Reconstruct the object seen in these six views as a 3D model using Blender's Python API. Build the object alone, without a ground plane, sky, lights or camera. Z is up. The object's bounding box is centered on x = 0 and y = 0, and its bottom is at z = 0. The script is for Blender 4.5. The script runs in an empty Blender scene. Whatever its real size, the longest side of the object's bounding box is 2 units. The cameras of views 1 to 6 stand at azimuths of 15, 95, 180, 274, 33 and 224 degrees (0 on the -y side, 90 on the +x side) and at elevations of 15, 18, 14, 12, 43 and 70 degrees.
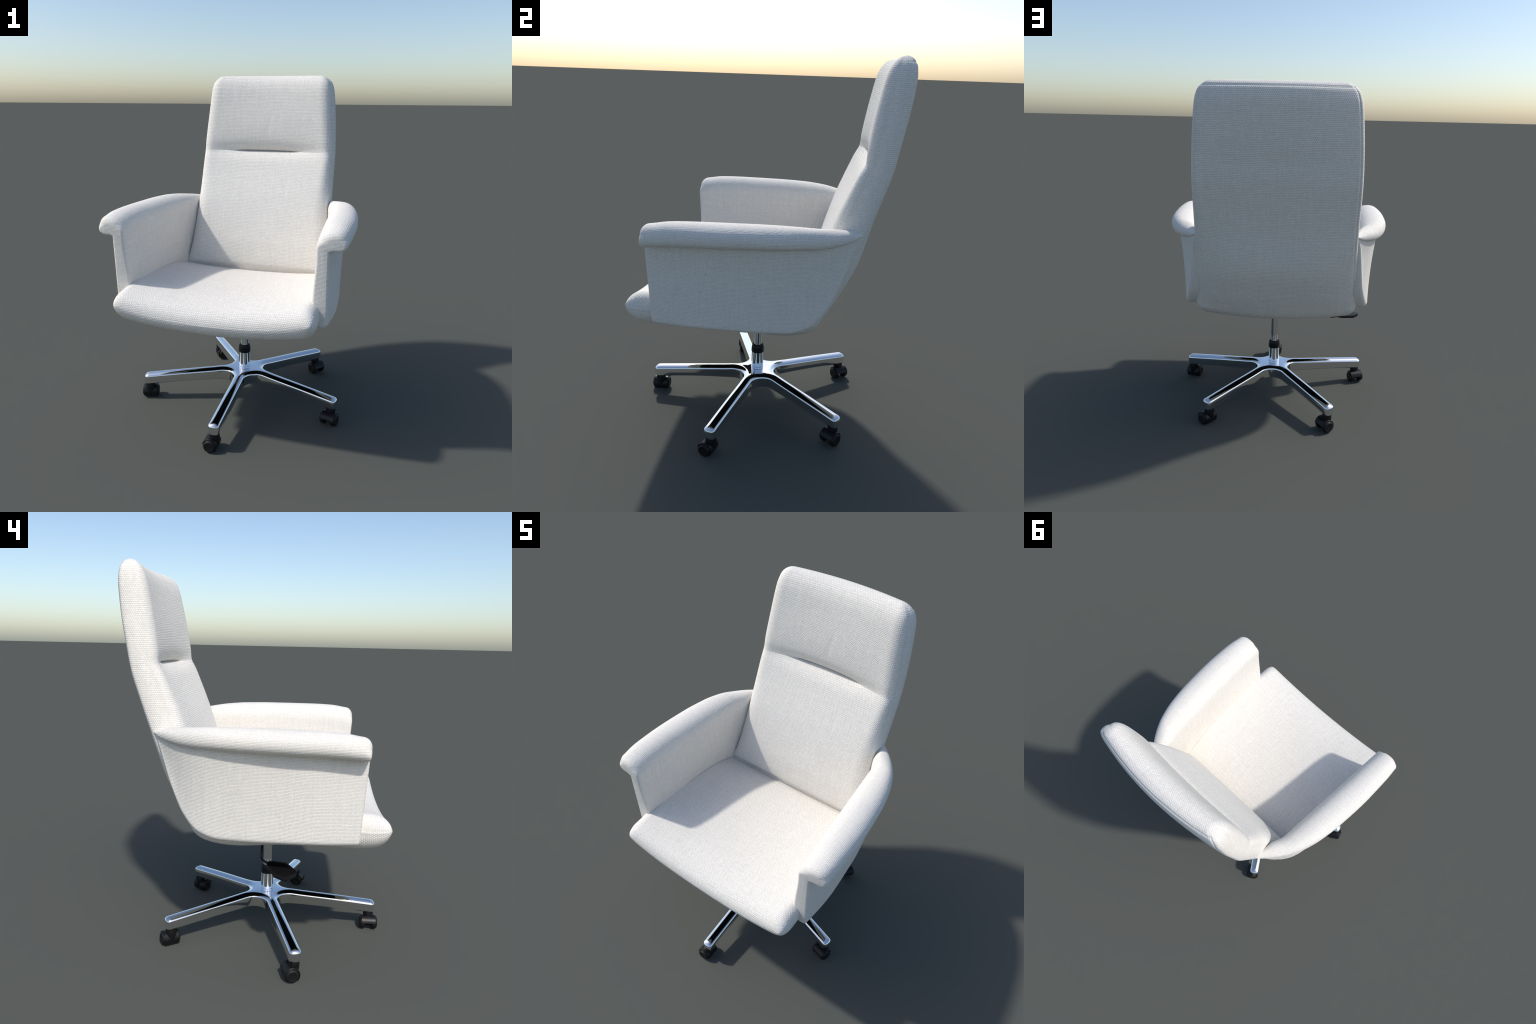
"""High-backed upholstered swivel armchair: woven off-white fabric shell with a
headrest fold, two roll-over armrests, gas column, five-legged chrome base on
twin-wheel casters, black underside plate and height lever."""
import bpy
import math
from mathutils import Vector

# ------------------------------------------------------------------ helpers
def lerp(a, b, t):
    return a + (b - a) * t

def smooth(e0, e1, x):
    t = max(0.0, min(1.0, (x - e0) / (e1 - e0)))
    return t * t * (3 - 2 * t)

def catmull(p0, p1, p2, p3, t):
    return 0.5 * (2 * p1 + (p2 - p0) * t + (2 * p0 - 5 * p1 + 4 * p2 - p3) * t * t
                  + (3 * p1 - p0 - 3 * p2 + p3) * t ** 3)

def table(xs, ys, x):
    """smooth (cubic Hermite, clamped slopes) interpolation of a small control table"""
    n = len(xs)
    if x <= xs[0]:
        return ys[0]
    if x >= xs[-1]:
        return ys[-1]
    sec = [(ys[i + 1] - ys[i]) / (xs[i + 1] - xs[i]) for i in range(n - 1)]
    def slope(i):
        if i == 0:
            return sec[0]
        if i == n - 1:
            return sec[-1]
        a, b = sec[i - 1], sec[i]
        return 0.0 if a * b <= 0 else 2 * a * b / (a + b)
    for i in range(n - 1):
        if x <= xs[i + 1]:
            h = xs[i + 1] - xs[i]
            t = (x - xs[i]) / h
            return ((2 * t ** 3 - 3 * t * t + 1) * ys[i] + (t ** 3 - 2 * t * t + t) * h * slope(i)
                    + (-2 * t ** 3 + 3 * t * t) * ys[i + 1] + (t ** 3 - t * t) * h * slope(i + 1))

def new_object(name, mesh, parent, material):
    ob = bpy.data.objects.new(name, mesh)
    bpy.context.scene.collection.objects.link(ob)
    ob.parent = parent
    if material and not mesh.materials:
        mesh.materials.append(material)
    return ob

def make_mesh(name, verts, faces, sharp=None):
    me = bpy.data.meshes.new(name)
    me.from_pydata([tuple(v) for v in verts], [], faces)
    me.validate()
    for p in me.polygons:
        p.use_smooth = True
    if sharp:
        me.set_sharp_from_angle(angle=math.radians(sharp))
    me.update()
    return me

def revolve(profile, seg=48, cx=0.0, cy=0.0):
    """profile: list of (radius, z); closed at both ends"""
    verts, faces = [], []
    for r, z in profile:
        for k in range(seg):
            a = 2 * math.pi * k / seg
            verts.append((cx + r * math.cos(a), cy + r * math.sin(a), z))
    for i in range(len(profile) - 1):
        for k in range(seg):
            a, b = i * seg + k, i * seg + (k + 1) % seg
            faces.append((a, b, b + seg, a + seg))
    faces.append(tuple(reversed(range(seg))))
    faces.append(tuple(range((len(profile) - 1) * seg, len(profile) * seg)))
    return verts, faces

def tube(path, r, seg=12):
    verts, faces = [], []
    pts = [Vector(p) for p in path]
    for i, p in enumerate(pts):
        d = (pts[min(i + 1, len(pts) - 1)] - pts[max(i - 1, 0)]).normalized()
        a = d.cross(Vector((0.3, 1, 0.1))).normalized()
        b = d.cross(a)
        for k in range(seg):
            t = 2 * math.pi * k / seg
            verts.append(p + a * (r * math.cos(t)) + b * (r * math.sin(t)))
    for i in range(len(pts) - 1):
        for k in range(seg):
            q, s = i * seg + k, i * seg + (k + 1) % seg
            faces.append((q, s, s + seg, q + seg))
    faces.append(tuple(reversed(range(seg))))
    faces.append(tuple(range((len(pts) - 1) * seg, len(pts) * seg)))
    return verts, faces

# ---------------------------------------------------------------- materials
class Nodes:
    def __init__(self, name):
        self.mat = bpy.data.materials.new(name)
        self.mat.use_nodes = True
        self.t = self.mat.node_tree
        self.t.nodes.clear()
        self.out = self.t.nodes.new("ShaderNodeOutputMaterial")
        self.bsdf = self.t.nodes.new("ShaderNodeBsdfPrincipled")
        self.link(self.bsdf.outputs[0], self.out.inputs[0])

    def new(self, kind, **props):
        n = self.t.nodes.new(kind)
        for k, v in props.items():
            setattr(n, k, v)
        return n

    def link(self, a, b):
        self.t.links.new(a, b)

    def math(self, op, a, b=None, c=None):
        n = self.new("ShaderNodeMath", operation=op)
        for i, v in enumerate((a, b, c)):
            if v is None:
                continue
            if isinstance(v, (int, float)):
                n.inputs[i].default_value = v
            else:
                self.link(v, n.inputs[i])
        return n.outputs[0]

    def pick(self, mask, a, b):
        """a where mask = 0, b where mask = 1"""
        n = self.new("ShaderNodeMix", data_type="FLOAT")
        self.link(mask, n.inputs[0])
        self.link(a, n.inputs[2])
        self.link(b, n.inputs[3])
        return n.outputs[0]

    def mix_color(self, fac, a, b, blend="MIX"):
        n = self.new("ShaderNodeMix", data_type="RGBA", blend_type=blend)
        for sock, v in ((n.inputs[0], fac), (n.inputs[6], a), (n.inputs[7], b)):
            if isinstance(v, tuple):
                sock.default_value = v
            elif isinstance(v, (int, float)):
                sock.default_value = v
            else:
                self.link(v, sock)
        return n.outputs[2]

def woven_fabric(name, along_arm):
    """Coarse plain weave: staggered yarn floats in rows. Rows follow x on the
    shell and y on the arms; the plane is picked from the surface direction."""
    N = Nodes(name)
    tc = N.new("ShaderNodeTexCoord")
    pos = N.new("ShaderNodeSeparateXYZ")
    nor = N.new("ShaderNodeSeparateXYZ")
    N.link(tc.outputs["Object"], pos.inputs[0])
    N.link(tc.outputs["Normal"], nor.inputs[0])
    x, y, z = pos.outputs
    ax = [N.math("ABSOLUTE", o) for o in nor.outputs]
    flat = N.math("GREATER_THAN", ax[2], 0.72)
    if along_arm:
        facing = N.math("GREATER_THAN", ax[1], 0.72)
        u = N.pick(facing, y, x)
        v = N.pick(flat, z, x)
    else:
        sideways = N.math("GREATER_THAN", ax[0], 0.72)
        lip_side = N.math("MULTIPLY", sideways, N.math("LESS_THAN", y, -0.3))
        u = N.pick(lip_side, N.pick(sideways, x, y), z)
        v = N.pick(N.math("MAXIMUM", flat, lip_side), z, y)
    # slow waviness of the rows
    wob = N.new("ShaderNodeTexNoise")
    wob.inputs["Scale"].default_value = 5.0
    wob.inputs["Detail"].default_value = 1.0
    N.link(tc.outputs["Object"], wob.inputs["Vector"])
    wv = N.math("MULTIPLY", N.math("SUBTRACT", wob.outputs["Fac"], 0.5), 0.012)
    v = N.math("ADD", v, wv)
    uv = N.new("ShaderNodeCombineXYZ")
    N.link(u, uv.inputs[0])
    N.link(v, uv.inputs[1])
    # staggered floats: every other row is shifted by half a float
    pu, pv = (ARM_U, ARM_V) if along_arm else (SHELL_U, SHELL_V)
    rv = N.math("DIVIDE", v, pv)
    ru = N.math("ADD", N.math("DIVIDE", u, pu), N.math("MULTIPLY", N.math("FLOOR", rv), 0.5))
    hump = lambda q: N.math("SUBTRACT", 1.0, N.math("POWER", N.math("ABSOLUTE", N.math("MULTIPLY_ADD", N.math("FRACT", q), 2.0, -1.0)), 1.9))
    hu, hv = hump(ru), hump(rv)
    yarn = N.math("MULTIPLY", N.math("POWER", hv, 0.7), N.math("MULTIPLY_ADD", hu, 0.8, 0.2))
    cell = N.new("ShaderNodeCombineXYZ")
    N.link(N.math("FLOOR", ru), cell.inputs[0])
    N.link(N.math("FLOOR", rv), cell.inputs[1])
    rnd = N.new("ShaderNodeTexWhiteNoise", noise_dimensions="2D")
    N.link(cell.outputs[0], rnd.inputs["Vector"])
    # slub streaks along the rows and faint ones across
    def streak(su, sv):
        c = N.new("ShaderNodeCombineXYZ")
        N.link(N.math("MULTIPLY", u, su), c.inputs[0])
        N.link(N.math("MULTIPLY", v, sv), c.inputs[1])
        n = N.new("ShaderNodeTexNoise")
        n.inputs["Scale"].default_value = 1.0
        n.inputs["Detail"].default_value = 2.0
        N.link(c.outputs[0], n.inputs["Vector"])
        return n.outputs["Fac"]
    rows, cols = streak(6, 110), streak(90, 5)
    fleck = N.new("ShaderNodeTexNoise")
    fleck.inputs["Scale"].default_value = 160.0
    fleck.inputs["Detail"].default_value = 2.0
    N.link(tc.outputs["Object"], fleck.inputs["Vector"])
    gap = N.math("MULTIPLY", N.math("SUBTRACT", 1.0, yarn),
                 N.math("ADD", N.math("MULTIPLY", fleck.outputs["Fac"], 1.3), 0.05))
    gap = N.math("MINIMUM", gap, 1.0)
    gap = N.math("MULTIPLY", gap, GAP_DEPTH)
    col = N.mix_color(gap, FABRIC, FABRIC_GAP)
    tone = N.math("ADD", N.math("MULTIPLY", N.math("ADD", rows, cols), 0.13), 0.83)
    tone = N.math("ADD", tone, N.math("MULTIPLY", rnd.outputs["Value"], 0.06))
    tint = N.new("ShaderNodeCombineColor")
    for i in range(3):
        N.link(tone, tint.inputs[i])
    col = N.mix_color(1.0, col, tint.outputs[0], "MULTIPLY")
    N.link(col, N.bsdf.inputs["Base Color"])
    N.bsdf.inputs["Roughness"].default_value = 0.95
    N.bsdf.inputs["Specular IOR Level"].default_value = 0.15
    bump = N.new("ShaderNodeBump")
    bump.inputs["Strength"].default_value = 0.38
    bump.inputs["Distance"].default_value = 0.0025
    h = N.math("ADD", yarn, N.math("MULTIPLY", rows, 0.4))
    N.link(h, bump.inputs["Height"])
    N.link(bump.outputs[0], N.bsdf.inputs["Normal"])
    return N.mat

SHELL_U, SHELL_V = 0.0098, 0.0088
ARM_U, ARM_V = 0.0070, 0.0067
GAP_DEPTH = 0.76
FABRIC = (0.86, 0.832, 0.78, 1)
FABRIC_GAP = (0.46, 0.405, 0.335, 1)

def chrome_material():
    N = Nodes("polished_chrome")
    tc = N.new("ShaderNodeTexCoord")
    n = N.new("ShaderNodeTexNoise")
    n.inputs["Scale"].default_value = 30.0
    N.link(tc.outputs["Object"], n.inputs["Vector"])
    N.link(N.math("ADD", N.math("MULTIPLY", n.outputs["Fac"], 0.02), 0.02), N.bsdf.inputs["Roughness"])
    N.bsdf.inputs["Base Color"].default_value = (0.86, 0.87, 0.88, 1)
    N.bsdf.inputs["Metallic"].default_value = 1.0
    return N.mat

def black_material(name, colour, rough):
    N = Nodes(name)
    tc = N.new("ShaderNodeTexCoord")
    n = N.new("ShaderNodeTexNoise")
    n.inputs["Scale"].default_value = 60.0
    n.inputs["Detail"].default_value = 3.0
    N.link(tc.outputs["Object"], n.inputs["Vector"])
    N.link(N.math("ADD", N.math("MULTIPLY", n.outputs["Fac"], 0.12), rough - 0.06), N.bsdf.inputs["Roughness"])
    N.bsdf.inputs["Specular IOR Level"].default_value = 0.32
    N.link(N.mix_color(n.outputs["Fac"], tuple(c * 0.8 for c in colour[:3]) + (1,), colour), N.bsdf.inputs["Base Color"])
    return N.mat

FAB_SHELL = woven_fabric("woven_fabric", False)
FAB_ARM = woven_fabric("woven_fabric_arm", True)
CHROME = chrome_material()
PLASTIC = black_material("black_plastic", (0.007, 0.007, 0.008, 1), 0.42)
RUBBER = black_material("black_rubber", (0.006, 0.006, 0.006, 1), 0.55)
UNDER = black_material("black_lining", (0.004, 0.004, 0.004, 1), 0.9)

# --------------------------------------------------------------- top object
chair = bpy.data.objects.new("office_armchair", None)
bpy.context.scene.collection.objects.link(chair)
chair["label"] = "high-backed white woven fabric swivel armchair on chrome star base"
chair["category"] = "office chair"

# The upholstered body is swivelled about one degree on its base.
YAW, SHIFT = math.radians(-0.95), 0.0085

def swivel(p):
    x, y, z = p
    c, s = math.cos(YAW), math.sin(YAW)
    return (c * x - s * y + SHIFT, s * x + c * y, z)

# ------------------------------------------------------------ seat and back
# Stations run from the top of the back, down it, round the seat angle and out
# to the front lip.  Per station: front/upper point and rear/lower point of the
# centre line (y, z), half width front/rear, cross curvature front/rear (edges come
# towards the sitter), front edge rounding (across, depth), rear rounding,
# seam weight, number of steps to the next station.
STATIONS = [
    # Fy     Fz     Ry     Rz     wf     wr    cf    cr    fx    ft    rx    rt   seam  n
    (0.640, 1.998, 0.656, 1.998, 0.334, 0.336, .26, .28, .012, .006, .012, .006, 0.0, 4),
    (0.614, 1.990, 0.676, 1.990, 0.356, 0.360, .24, .29, .030, .026, .018, .018, 0.3, 5),
    (0.588, 1.970, 0.692, 1.972, 0.379, 0.388, .20, .30, .045, .042, .024, .024, 0.8, 8),
    (0.566, 1.938, 0.700, 1.942, 0.395, 0.408, .17, .29, .060, .052, .028, .024, 1.0, 6),
    (0.545, 1.880, 0.701, 1.880, 0.406, 0.421, .14, .27, .068, .060, .028, .024, 1.0, 16),
    (0.510, 1.730, 0.680, 1.730, 0.420, 0.435, .08, .22, .068, .060, .028, .024, 1.0, 14),
    (0.490, 1.590, 0.652, 1.600, 0.432, 0.444, .09, .18, .066, .058, .028, .024, 1.0, 30),
    (0.482, 1.515, 0.635, 1.515, 0.436, 0.447, .10, .16, .064, .056, .028, .024, 1.0, 30),
    (0.448, 1.440, 0.613, 1.430, 0.434, 0.448, .08, .15, .055, .050, .028, .024, 1.0, 20),
    (0.354, 1.235, 0.554, 1.215, 0.438, 0.450, .01, .21, .080, .066, .028, .024, 1.0, 20),
    (0.272, 0.990, 0.498, 0.985, 0.452, 0.458, -.04, .36, .085, .070, .030, .026, 1.0, 14),
    (0.249, 0.880, 0.425, 0.830, 0.466, 0.468, -.03, .32, .060, .050, .034, .030, 1.0, 12),
    (0.244, 0.805, 0.370, 0.736, 0.482, 0.474, -.02, .26, .024, .024, .040, .034, 0.8, 12),
    (0.259, 0.758, 0.315, 0.662, 0.488, 0.477, .08, .21, .020, .018, .050, .042, 0.6, 12),
    (0.190, 0.768, 0.234, 0.618, 0.492, 0.478, .13, .18, .020, .015, .060, .048, 0.4, 12),
    (0.070, 0.788, 0.090, 0.600, 0.504, 0.484, .14, .17, .020, .015, .070, .055, 0.1, 16),
    (-0.12, 0.804, -0.12, 0.602, 0.518, 0.496, .14, .24, .022, .018, .070, .055, 0.0, 16),
    (-0.36, 0.812, -0.36, 0.617, 0.536, 0.526, .16, .22, .030, .024, .065, .055, 0.0, 12),
    (-0.48, 0.811, -0.48, 0.630, 0.548, 0.546, .17, .16, .065, .066, .070, .074, 0.0, 10),
    (-0.560, 0.800, -0.560, 0.636, 0.552, 0.552, .19, .15, .072, .078, .076, .076, 0.0, 6),
    (-0.604, 0.792, -0.604, 0.6435, 0.551, 0.551, .19, .16, .072, .070, .074, .068, 0.0, 6),
    (-0.6335, 0.775, -0.6335, 0.659, 0.546, 0.546, .195, .17, .068, .055, .068, .054, 0.0, 6),
    (-0.6527, 0.754, -0.6527, 0.680, 0.537, 0.537, .20, .185, .055, .035, .055, .035, 0.0, 6),
    (-0.6617, 0.7335, -0.6617, 0.699, 0.525, 0.525, .20, .195, .040, .016, .040, .016, 0.0, 5),
    (-0.6640, 0.7220, -0.6640, 0.7105, 0.514, 0.514, .20, .20, .024, .005, .024, .005, 0.0, 0),
]
FOLD_Z = 1.514         # headrest fold
NF, NC, NS, NR = 36, 10, 6, 36    # points: front half, per corner, side, rear half

def station_samples():
    S = STATIONS
    out = []
    for i in range(len(S) - 1):
        p0, p1, p2, p3 = S[max(i - 1, 0)], S[i], S[i + 1], S[min(i + 2, len(S) - 1)]
        for k in range(p1[13]):
            t = k / p1[13]
            if i == 6:          # crowd the samples against the fold
                t = 1 - (1 - t) ** 2
            if i == 7:
                t = t * t
            out.append([catmull(p0[j], p1[j], p2[j], p3[j], t) for j in range(13)])
    out.append(list(S[-1][:13]))
    return out

# rear seam: the back panel sits in a groove inside the side gusset
SEAM = [(-.030, 0.0), (-.025, .0008), (-.0215, .003), (-.0195, .0052), (-.018, .0066),
        (-.016, .0050), (-.012, .0042), (-.007, .0068), (-.0025, .0125), (0.0, .022)]

def half_section(st):
    """points (x, t-depth, kind) from rear centre to front centre, x >= 0"""
    Fy, Fz, Ry, Rz, wf, wr, cf, cr, fx, ft, rx, rt, seam = st
    T = math.hypot(Fy - Ry, Fz - Rz)
    fit = min(1.0, 0.94 * T / (ft + rt))
    ft, rt = ft * fit, rt * fit
    pts = []
    for k in range(NR):
        pts.append(((wr - rx) * k / NR, 0.0, "rear"))
    for k in range(NC):
        a = math.pi / 2 * k / (NC - 1)
        ex, et = wr - rx + rx * math.sin(a), rt * (1 - math.cos(a))
        sx, s_t = wr + SEAM[k][0], SEAM[k][1]
        pts.append((lerp(ex, sx, seam), lerp(et, min(s_t, T * .4), seam), "rear" if k < 5 else "side"))
    t0 = lerp(rt, min(.022, T * .4), seam)
    for k in range(1, NS):
        f = k / NS
        bulge = 0.006 * math.sin(math.pi * f) * max(0.0, min(1.0, (T - ft - t0) / 0.06))
        pts.append((lerp(wr, wf, f) + bulge, lerp(t0, T - ft, f), "side"))
    for k in range(NC):
        a = math.pi / 2 * k / (NC - 1)
        pts.append((wf - fx + fx * math.cos(a), T - ft + ft * math.sin(a), "front" if k >= 4 else "side"))
    for k in range(1, NF + 1):
        pts.append(((wf - fx) * (1 - k / NF), T, "front"))
    return pts, T

def shell():
    samples = station_samples()
    verts, kinds, rows = [], [], []
    for st in samples:
        Fy, Fz, Ry, Rz, wf, wr, cf, cr = st[:8]
        pts, T = half_section(st)
        dy, dz = (Fy - Ry) / T, (Fz - Rz) / T
        loop = pts + [(-x, t, k) for x, t, k in reversed(pts[1:-1])]
        row = []
        for x, t, kind in loop:
            f = t / T
            edge = smooth(1.40, 1.10, Rz) * smooth(0.60, 0.80, Rz)      # lower back: flat middle, turned-in edges
            rear_sag = cr * lerp(x * x, 0.35 * x * x + 3.25 * x ** 4, edge)
            t += lerp(rear_sag, cf * x * x, f)
            if f < 0.3:                       # seam across the top of the back panel
                t += 0.0035 * math.exp(-((Rz - 1.973) / 0.005) ** 2)
            if f > 0.45:
                # headrest fold: deep slit in the middle, soft towards the sides
                s = Fz - FOLD_Z
                span = max(0.0, 1 - (x / 0.40) ** 2)
                mid = 1 - smooth(0.14, 0.26, abs(x))
                g = 0.027 * mid * math.exp(-abs(s) / 0.0058)
                if s > 0:
                    g += (0.038 * span + 0.003) * math.exp(-(s / 0.050) ** 1.3)
                else:
                    g += (0.034 * span + 0.003) * math.exp(-(-s / 0.028) ** 1.2)
                # tuck between back cushion and seat
                q = math.hypot(Fy - 0.257, Fz - 0.759)
                g += 0.012 * math.exp(-(q / 0.012) ** 2) * (1 - smooth(0.36, 0.46, abs(x)))
                # faint vertical pull in the headrest cover
                g += 0.0018 * math.exp(-((x - 0.01 - 0.12 * (Fz - 1.65)) / 0.012) ** 2) \
                    * smooth(1.58, 1.66, Fz) * (1 - smooth(1.72, 1.80, Fz))
                t -= g * min(1, (f - 0.45) / 0.4)
            row.append(len(verts))
            verts.append((x, Ry + dy * t, Rz + dz * t))
            kinds.append(kind)
        rows.append(row)
    n = len(rows[0])
    faces, region = [], []
    for i in range(len(rows) - 1):
        Fy, Fz, Ry, Rz = samples[i][:4]
        for k in range(n):
            a, b = rows[i][k], rows[i][(k + 1) % n]
            c, d = rows[i + 1][(k + 1) % n], rows[i + 1][k]
            faces.append((a, b, c, d))
            ks = {kinds[a], kinds[b]}
            if ks == {"rear"}:
                if Ry > 0.20:
                    r = "back_panel"
                elif Ry > -0.54:
                    r = "seat_underside" if abs(verts[a][0]) < 0.42 else "seat"
                else:
                    r = "seat"
            elif Fz > FOLD_Z:
                r = "headrest"
            elif Fz > 0.7595 and Fy > 0.22:
                r = "backrest"
            else:
                r = "seat"
            region.append(r)
    half = n // 2
    for at, name in ((0, "headrest"), (-1, "seat")):      # close the ends along a seam line
        st = samples[at]
        Fy, Fz, Ry, Rz = st[:4]
        pts, T = half_section(st)
        push = (0.22 if at else 0.12) * T
        seam = []
        for k in range(half // 2 + 1):
            x = 0.5 * (pts[k][0] + pts[half - k][0])
            t = 0.5 * T + 0.5 * (st[6] + st[7]) * x * x
            ny, nz = (Rz - Fz) / T * push * (-1 if at else 1), (Fy - Ry) / T * push * (-1 if at else 1)
            y, z = lerp(Ry, Fy, t / T), lerp(Rz, Fz, t / T)
            ids = []
            for sx in ((1, -1) if k else (1,)):
                ids.append(len(verts))
                e = max(0.0, 1 - (x / st[4]) ** 4)
                verts.append((sx * x * 0.985, y - ny * e, z - nz * e))
            seam.append((ids[0], ids[-1]))
        def target(k):
            if k <= half:
                return seam[min(k, half - k)][0]
            return seam[min(n - k, k - half)][1]
        row = rows[at]
        for k in range(n):
            a, b = row[k], row[(k + 1) % n]
            c, d = target((k + 1) % n), target(k)
            f = (a, b, c, d) if c != d else (a, b, c)
            faces.append(f if at else tuple(reversed(f)))
            region.append(name)
    return verts, faces, region

def split_regions(verts, faces, region, parent, materials):
    verts = [swivel(v) for v in verts]
    whole = make_mesh("whole_shell", verts, faces)
    normals = [Vector(v.normal) for v in whole.vertices]
    inside = sum(normals[i].dot(Vector(verts[i]) - Vector((0, 0.3, 1.0))) for i in range(0, len(verts), 7))
    flip = inside < 0
    if flip:
        normals = [-v for v in normals]
        faces = [tuple(reversed(f)) for f in faces]
    for name in sorted(set(region)):
        used, vs, fs = {}, [], []
        for f, r in zip(faces, region):
            if r != name:
                continue
            for v in f:
                if v not in used:
                    used[v] = len(vs)
                    vs.append(v)
            fs.append(tuple(used[v] for v in f))
        me = make_mesh(name, [verts[v] for v in vs], fs)
        me.normals_split_custom_set_from_vertices([normals[v] for v in vs])
        new_object(name, me, parent, materials.get(name, FAB_SHELL))
    bpy.data.meshes.remove(whole)

split_regions(*shell(), chair, {"seat_underside": UNDER})

# ----------------------------------------------------------------- armrests
ARM_Y = [-.522, -.40, -.25, 0.0, .15, .255, .336, .395, .436, .467, .486]
ARM_INNER = [.524, .518, .510, .494, .483, .476, .471, .466, .461, .456, .450]
ARM_OUTER = [.680, .687, .688, .672, .648, .617, .578, .538, .503, .474, .455]
ARM_TOP = [1.230, 1.243, 1.248, 1.249, 1.246, 1.239, 1.230, 1.221, 1.213, 1.205, 1.197]
ROLL_LOW = [1.125, 1.134, 1.139, 1.142, 1.143, 1.145, 1.150, 1.159, 1.168, 1.178, 1.190]
PANEL_LOW = [.712, .709, .706, .698, .696, .722, .803, .930, 1.055, 1.150, 1.186]
PANEL_OUT = [.592, .601, .607, .606, .595, .579, .556, .532, .506, .482, .462]

def arm_section(y):
    xi, xo = table(ARM_Y, ARM_INNER, y), table(ARM_Y, ARM_OUTER, y)
    xi -= 0.024 * smooth(0.27, 0.37, y)          # rear end is let into the shell
    zt, zr = table(ARM_Y, ARM_TOP, y), table(ARM_Y, ROLL_LOW, y)
    zb, xp = table(ARM_Y, PANEL_LOW, y), table(ARM_Y, PANEL_OUT, y)
    zb = min(zb, zr - 0.004)
    s = min(1.0, max(0.15, (xo - table(ARM_Y, ARM_INNER, y)) / 0.16))
    h = (zt - zr)
    zm = zr + 0.42 * h
    P = []
    zi = zt - 0.85 * h
    r_in = 0.010 * s
    for k in range(16):                                  # inner face, upwards
        zz = lerp(zb + min(0.012, (zr - zb) * .5), zi, k / 16)
        lean = (0.016 * (1 - smooth(-.35, -.10, y)) - 0.008 * smooth(-.25, 0.0, y)) * (1 - smooth(0.10, 0.35, y))   # foot of the inner face comes in
        P.append((xi - lean * (1 - smooth(0.84, 1.10, zz)), zz))
    xt = xi + 0.095 * s
    for k in range(10):                                  # inner shoulder
        a = math.pi / 2 * k / 10
        P.append((xt - (xt - xi) * math.cos(a) ** 0.95, zi + (zt - zi) * math.sin(a) ** 0.95))
    for k in range(14):                                  # over the top to the outside
        a = math.pi / 2 * k / 14
        P.append((xt + (xo - xt) * math.sin(a) ** 0.92, zm + (zt - zm) * math.cos(a) ** 0.92))
    rx = 0.042 * s
    for k in range(9):                                   # under the roll
        a = math.pi / 2 * k / 9
        P.append((xo - rx + rx * math.cos(a), zm - (zm - zr) * math.sin(a)))
    xj = min(xp, xo - rx - 0.004)
    for k in range(4):
        P.append((lerp(xo - rx, xj + 0.003, k / 4), zr))
    flare = 0.030 * smooth(-.4, 0.25, y) * min(1.0, (zr - zb) / 0.3)
    edge = min(0.028, (zr - zb) * 0.4)
    ztop = zr - 0.003
    for k in range(18):                                  # outer panel, downwards
        f = k / 17
        zz = lerp(ztop, zb + edge, f)
        P.append((xj - flare * (1 - (1 - f) ** 2), zz))
    x_end = xj - flare
    wx = min(0.026, max(0.004, (x_end - xi) * .45))
    for k in range(1, 8):                                # rounded lower edge
        a = math.pi / 2 * k / 7
        P.append((x_end - wx + wx * math.cos(a), zb + edge - edge * math.sin(a)))
    for k in range(1, 5):
        P.append((lerp(x_end - wx, xi + 0.010 * s, k / 4), zb))
    P.append((xi + 0.003 * s, zb + 0.003))
    return P

def offset_inward(P, d):
    """move each point of a closed outline inwards by its own distance"""
    n = len(P)
    area = sum(P[i][0] * P[(i + 1) % n][1] - P[(i + 1) % n][0] * P[i][1] for i in range(n))
    sg = 1 if area > 0 else -1
    out = []
    for i in range(n):
        ax_, az = P[i - 1]
        bx, bz = P[(i + 1) % n]
        tx, tz = bx - ax_, bz - az
        L = math.hypot(tx, tz) or 1
        out.append((P[i][0] - sg * tz / L * d[i], P[i][1] + sg * tx / L * d[i]))
    return out

def armrest(side):
    y0, y1 = ARM_Y[0], ARM_Y[-1]
    rows = []
    base = arm_section(y0)
    rad = [0.014 + 0.034 * smooth(1.14, 1.20, z) for x, z in base]
    for k in range(8):                                   # rounded front edge
        a = math.pi / 2 * k / 8
        ring = offset_inward(base, [r * (1 - math.sin(a)) for r in rad])
        rows.append([(x, y0 + r * (1 - math.cos(a)), z) for (x, z), r in zip(ring, rad)])
    ys = [lerp(y0, y1, k / 90) for k in range(90)]
    ys += [y1 - 0.006 * (1 - k / 6) ** 2 for k in range(1, 7)]
    for y in ys:
        if y <= y0 + 0.002:
            continue
        P = arm_section(y)
        ease = max(0.0, 1 - (y - y0) / 0.16)
        rows.append([(x, y + r * ease, z) for (x, z), r in zip(P, rad)])
    verts, faces = [], []
    n = len(rows[0])
    for row in rows:
        for x, y, z in row:
            y -= (0.060 * (z - 0.95) - 0.07 * max(0.0, x - 0.58)) * (1 - smooth(y0, 0.2, y))   # raked front edge
            verts.append(swivel((side * x, y, z)))
    for i in range(len(rows) - 1):
        for k in range(n):
            a, b = i * n + k, i * n + (k + 1) % n
            faces.append((a, b, b + n, a + n))
    faces.append(tuple(reversed(range(n))))
    faces.append(tuple(range((len(rows) - 1) * n, len(rows) * n)))
    if side < 0:
        faces = [tuple(reversed(f)) for f in faces]
    return verts, faces

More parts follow.
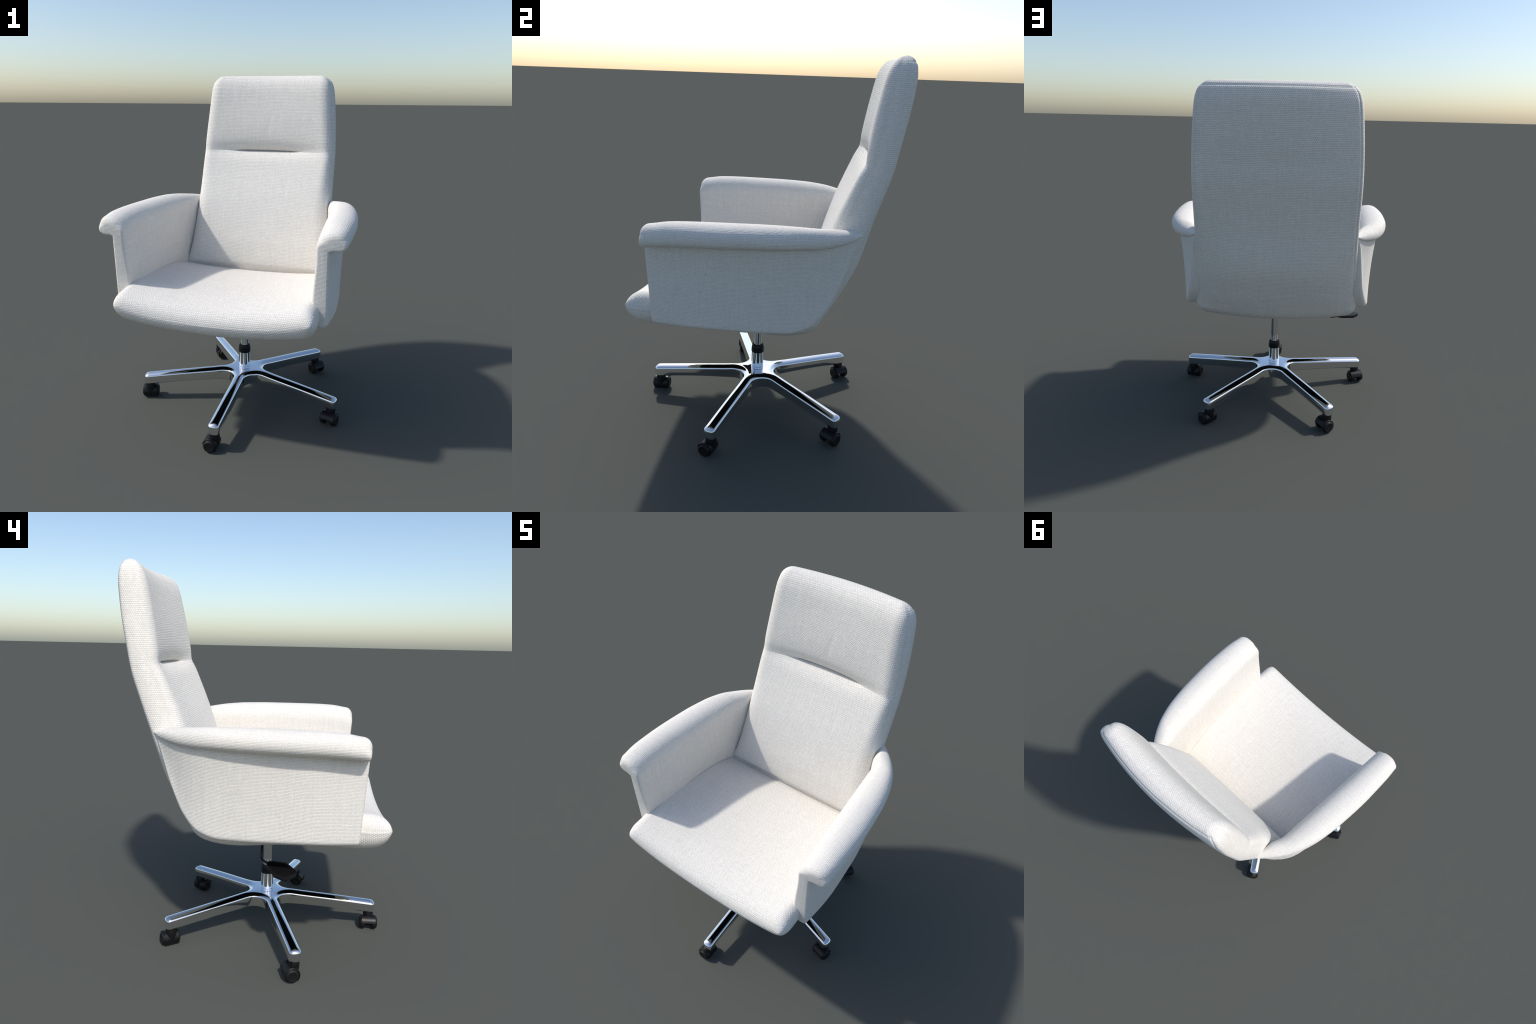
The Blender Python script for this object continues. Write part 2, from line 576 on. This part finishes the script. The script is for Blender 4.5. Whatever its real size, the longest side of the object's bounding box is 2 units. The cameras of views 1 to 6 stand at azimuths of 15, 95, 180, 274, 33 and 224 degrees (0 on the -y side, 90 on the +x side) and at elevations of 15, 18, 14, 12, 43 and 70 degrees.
import bmesh
def recalc(me):
    bm = bmesh.new()
    bm.from_mesh(me)
    bmesh.ops.recalc_face_normals(bm, faces=bm.faces)
    bm.to_mesh(me)
    bm.free()

for side in (1, -1):
    me = make_mesh("armrest", *armrest(side))
    recalc(me)
    me.set_sharp_from_angle(angle=math.radians(38))
    new_object("armrest", me, chair, FAB_ARM)

# ------------------------------------------------------------------ the base
CX, CY = 0.022, -0.049          # column axis
LEG_R = 0.634                   # hub to leg end
LEG_ANGLES = [math.radians(a) for a in (-89.8, -16.4, 50.4, 123.4, 196.4)]

base = bpy.data.objects.new("star_base", None)
bpy.context.scene.collection.objects.link(base)
base.parent = chair

def leg_top(r):
    return table([0.0, 0.05, 0.10, 0.14, 0.20, 0.345, 0.48, 0.64], [0.210, 0.210, 0.211, 0.2105, 0.2050, 0.193, 0.181, 0.166], r)

def leg_low(r):
    return table([0.0, 0.10, 0.20, 0.345, 0.48, 0.64], [0.136, 0.134, 0.131, 0.124, 0.114, 0.101], r)

def star_outline(d, half):
    """one side of one leg inset by d, from the notch bisector (half angle to the
    neighbouring leg) along the fillet and the straight edge to the tip"""
    w = 0.0325 - d
    R = 0.075 + d                                 # fillet in the notch between legs
    # fillet circle on the notch bisector, tangent to the leg edge
    dist = (w + R) / math.sin(half)
    start = dist * math.cos(half)                 # along the leg where fillet ends
    side = []
    nfil = 12
    for k in range(nfil):                         # from bisector to the leg edge
        a = lerp(0.0, math.pi / 2 - half, k / (nfil - 1))
        # circle centre in leg frame (u along the leg, v across, v > 0)
        cu, cv = dist * math.cos(half), dist * math.sin(half)
        ang = math.pi + half + a                  # points back towards the hub, turning to -v
        side.append((cu + R * math.cos(ang), cv + R * math.sin(ang)))
    tip_r = 0.026 - d * 0.8
    end = LEG_R - d
    nleg = 26
    u0 = start
    for k in range(1, nleg):
        side.append((lerp(u0, end - tip_r, k / nleg), w))
    ntip = 12
    for k in range(ntip + 1):                     # rounded end (squarish)
        a = math.pi / 2 * k / ntip
        side.append((end - tip_r + tip_r * math.sin(a) ** 0.85, w * math.cos(a) ** 0.75 if k < ntip else 0.0))
    return side                                   # half leg; v > 0, last point on the axis

def star_base():
    # profile rings: (inset, height above the lower edge as fraction / drop from top)
    prof = [(0.004, "low", 0.0), (0.0, "low", 0.006), (0.0, "top", 0.0250), (0.0, "top", 0.0200),
            (0.0006, "top", 0.0165), (0.0022, "top", 0.0130), (0.0050, "top", 0.0100), (0.0090, "top", 0.0070),
            (0.0140, "top", 0.0042), (0.0200, "top", 0.0019), (0.0255, "top", 0.0005), (0.0300, "top", 0.0)]
    verts, faces, rings = [], [], []
    for d, kind, h in prof:
        ring = []
        for leg in range(5):
            th = LEG_ANGLES[leg]
            c, s = math.cos(th), math.sin(th)
            gap_r = (th - LEG_ANGLES[leg - 1]) % (2 * math.pi)
            gap_l = (LEG_ANGLES[(leg + 1) % 5] - th) % (2 * math.pi)
            right, left = star_outline(d, gap_r / 2), star_outline(d, gap_l / 2)
            outline = [(u, -v) for u, v in right] + [(u, v) for u, v in reversed(left[:-1])]
            outline = outline[:-1]                # shared notch point belongs to the next leg
            for u, v in outline:
                r = math.hypot(u, v)
                z = leg_top(r) - h if kind == "top" else leg_low(r) + h
                ring.append(len(verts))
                verts.append((CX + u * c - v * s, CY + u * s + v * c, z))
        rings.append(ring)
    n = len(rings[0])
    per = n // 5
    for i in range(len(rings) - 1):
        for k in range(n):
            a, b = rings[i][k], rings[i][(k + 1) % n]
            c, d = rings[i + 1][(k + 1) % n], rings[i + 1][k]
            faces.append((a, b, c, d))
    for ring, rev in ((rings[-1], False), (rings[0], True)):
        for leg in range(5):
            lo = leg * per
            half = per // 2
            for k in range(half):
                a, b = ring[lo + k], ring[lo + k + 1]
                c, d = ring[(lo + per - k - 1) % n], ring[(lo + per - k) % n]
                f = [v for j, v in enumerate((a, b, c, d)) if v not in (a, b, c, d)[:j]]
                if len(f) > 2:
                    faces.append(tuple(reversed(f)) if rev else tuple(f))
        hub = [ring[leg * per] for leg in range(5)]
        faces.append(tuple(reversed(hub)) if rev else tuple(hub))
    return verts, faces

me = make_mesh("star_leg_frame", *star_base())
recalc(me)
me.set_sharp_from_angle(angle=math.radians(60))
new_object("star_frame", me, base, CHROME)

# column: sheath, ribbed collar, piston rod
def add_revolved(name, profile, parent, mat, sharp=35):
    v, f = revolve(profile, 56, CX, CY)
    me = make_mesh(name, v, f)
    recalc(me)
    me.set_sharp_from_angle(angle=math.radians(sharp))
    return new_object(name, me, parent, mat)

column = bpy.data.objects.new("gas_column", None)
bpy.context.scene.collection.objects.link(column)
column.parent = chair
add_revolved("column_foot", [(0.030, 0.150), (0.0374, 0.198), (0.0370, 0.205), (0.0368, 0.2090), (0.0367, 0.2130),
                             (0.0365, 0.2170), (0.0352, 0.2180), (0.030, 0.2181)], column, CHROME)
add_revolved("column_sheath", [(0.028, 0.2178), (0.0352, 0.2186), (0.0362, 0.2198), (0.0357, 0.290), (0.0352, 0.316), (0.030, 0.3165)], column, CHROME)
add_revolved("column_collar", [(0.028, 0.313), (0.0368, 0.3135), (0.0375, 0.3155), (0.0375, 0.3235), (0.0362, 0.3250), (0.0362, 0.3262),
                               (0.0372, 0.3275), (0.0370, 0.3345), (0.0356, 0.3358), (0.0356, 0.3370), (0.0362, 0.3385),
                               (0.0352, 0.348), (0.0335, 0.3565), (0.0322, 0.3600), (0.0290, 0.3605), (0.0270, 0.3560)], column, PLASTIC)
add_revolved("column_rod", [(0.020, 0.300), (0.0245, 0.301), (0.0245, 0.600), (0.020, 0.601)], column, CHROME)

# tilt mechanism under the seat
def box(cx, cy, cz, sx, sy, sz, bevel):
    bm = bmesh.new()
    bmesh.ops.create_cube(bm, size=1.0)
    for v in bm.verts:
        v.co = Vector((cx + v.co.x * sx, cy + v.co.y * sy, cz + v.co.z * sz))
    bmesh.ops.bevel(bm, geom=list(bm.edges), offset=bevel, segments=3, affect='EDGES', profile=0.5)
    me = bpy.data.meshes.new("block")
    bm.to_mesh(me)
    bm.free()
    for p in me.polygons:
        p.use_smooth = True
    me.set_sharp_from_angle(angle=math.radians(40))
    return me

new_object("tilt_mechanism", box(CX, -0.05, 0.604, 0.17, 0.26, 0.036, 0.008), chair, PLASTIC)

# height lever: bent wire and flat paddle
lever = bpy.data.objects.new("height_lever", None)
bpy.context.scene.collection.objects.link(lever)
lever.parent = chair
path = [(-0.05, -0.034, 0.598), (-0.30, -0.034, 0.598), (-0.322, -0.034, 0.594), (-0.330, -0.034, 0.584),
        (-0.347, -0.033, 0.552), (-0.352, -0.035, 0.542), (-0.360, -0.042, 0.536), (-0.405, -0.082, 0.530)]
me = make_mesh("lever_rod", *tube(path, 0.0055))
recalc(me)
new_object("lever_rod", me, lever, PLASTIC)

def paddle():
    outline = [(-.387, -.070), (-.377, -.094), (-.397, -.165), (-.480, -.216), (-.503, -.214), (-.563, -.170),
               (-.560, -.152), (-.524, -.106), (-.440, -.070), (-.410, -.063)]
    top = 0.540
    cx = sum(p[0] for p in outline) / len(outline)
    cy = sum(p[1] for p in outline) / len(outline)
    verts, faces = [], []
    n = len(outline)
    for inset, dz in ((0.93, -0.021), (0.985, -0.020), (1.0, -0.017), (1.0, -0.005), (0.985, -0.0015), (0.94, 0.0), (0.70, 0.0004)):
        for x, y in outline:
            thick = 0.45 + 0.55 * smooth(-.395, -.465, x)
            droop = -0.012 * smooth(-.385, -.565, x)
            verts.append((0.012 + cx + (x - cx) * inset, cy + (y - cy) * inset, top + droop + dz * thick))
    for i in range(6):
        for k in range(n):
            a, b = i * n + k, i * n + (k + 1) % n
            faces.append((a, b, b + n, a + n))
    faces.append(tuple(range(n)))
    faces.append(tuple(range(6 * n, 7 * n)))
    return verts, faces

me = make_mesh("paddle", *paddle())
recalc(me)
me.set_sharp_from_angle(angle=math.radians(30))
new_object("lever_paddle", me, lever, PLASTIC)

# ------------------------------------------------------------------ casters
# local frame: axle along x (radial), wheels trail towards -y, ground at z = 0
WHEEL_R, TRAIL = 0.0370, -0.018

def wheel_mesh():
    prof = [(0.006, 0.0185), (0.026, 0.0185), (0.032, 0.0195), (0.0360, 0.0215), (WHEEL_R, 0.025), (WHEEL_R, 0.037),
            (0.0366, 0.0395), (0.0350, 0.0412), (0.0343, 0.0415), (0.0338, 0.0440), (0.0316, 0.0475), (0.0280, 0.0500),
            (0.0245, 0.0510), (0.0235, 0.0506), (0.010, 0.0506)]
    v, f = revolve(prof, 40)
    v = [(z, TRAIL + a, WHEEL_R + b) for a, b, z in v]
    me = make_mesh("caster_wheel", v, f)
    recalc(me)
    me.set_sharp_from_angle(angle=math.radians(40))
    return me

def arc_block(r0, r1, x0, x1, a0, a1, seg=28):
    """sector of a ring about the axle; angle 0 = -y (trailing), 90 = up, 180 = +y"""
    verts, faces = [], []
    e = 0.0015
    sec = [(r0, x0), (r1 - e, x0), (r1, x0 + e), (r1, x1 - e), (r1 - e, x1), (r0, x1)]
    m = len(sec)
    for k in range(seg + 1):
        a = math.radians(lerp(a0, a1, k / seg))
        for r, x in sec:
            verts.append((x, TRAIL - r * math.cos(a), WHEEL_R + r * math.sin(a)))
    for k in range(seg):
        for j in range(m):
            p, q = k * m + j, k * m + (j + 1) % m
            faces.append((p, q, q + m, p + m))
    faces.append(tuple(range(m)))
    faces.append(tuple(range(seg * m, (seg + 1) * m)))
    return verts, faces

def join(*parts):
    verts, faces = [], []
    for v, f in parts:
        o = len(verts)
        verts += list(v)
        faces += [tuple(i + o for i in q) for q in f]
    return verts, faces

def hood_mesh():
    cover = arc_block(0.0385, 0.0420, -0.0410, 0.0410, 12, 222)
    web = arc_block(0.003, 0.0388, -0.0150, 0.0150, 75, 215)
    axle_v, axle_f = revolve([(0.006, -0.030), (0.006, 0.030)], 16)
    axle = ([(z, TRAIL + a, WHEEL_R + b) for a, b, z in axle_v], axle_f)
    stem = revolve([(0.012, 0.010), (0.017, 0.014), (0.0250, 0.042), (0.0280, 0.064), (0.0285, 0.103), (0.0270, 0.107)], 36)
    me = make_mesh("caster_hood", *join(cover, web, axle, stem))
    recalc(me)
    me.set_sharp_from_angle(angle=math.radians(40))
    return me

WHEEL, HOOD = wheel_mesh(), hood_mesh()
WHEEL.materials.append(RUBBER)
HOOD.materials.append(PLASTIC)
for leg in range(5):
    th = LEG_ANGLES[leg]
    caster = bpy.data.objects.new("caster", None)
    bpy.context.scene.collection.objects.link(caster)
    caster.parent = chair
    r = LEG_R - 0.034
    caster.location = (CX + r * math.cos(th), CY + r * math.sin(th), 0)
    caster.rotation_euler = (0, 0, th)
    new_object("caster_hood", HOOD, caster, None)
    for flip in (1, -1):
        w = new_object("caster_wheel", WHEEL, caster, None)
        w.scale = (flip, 1, 1)
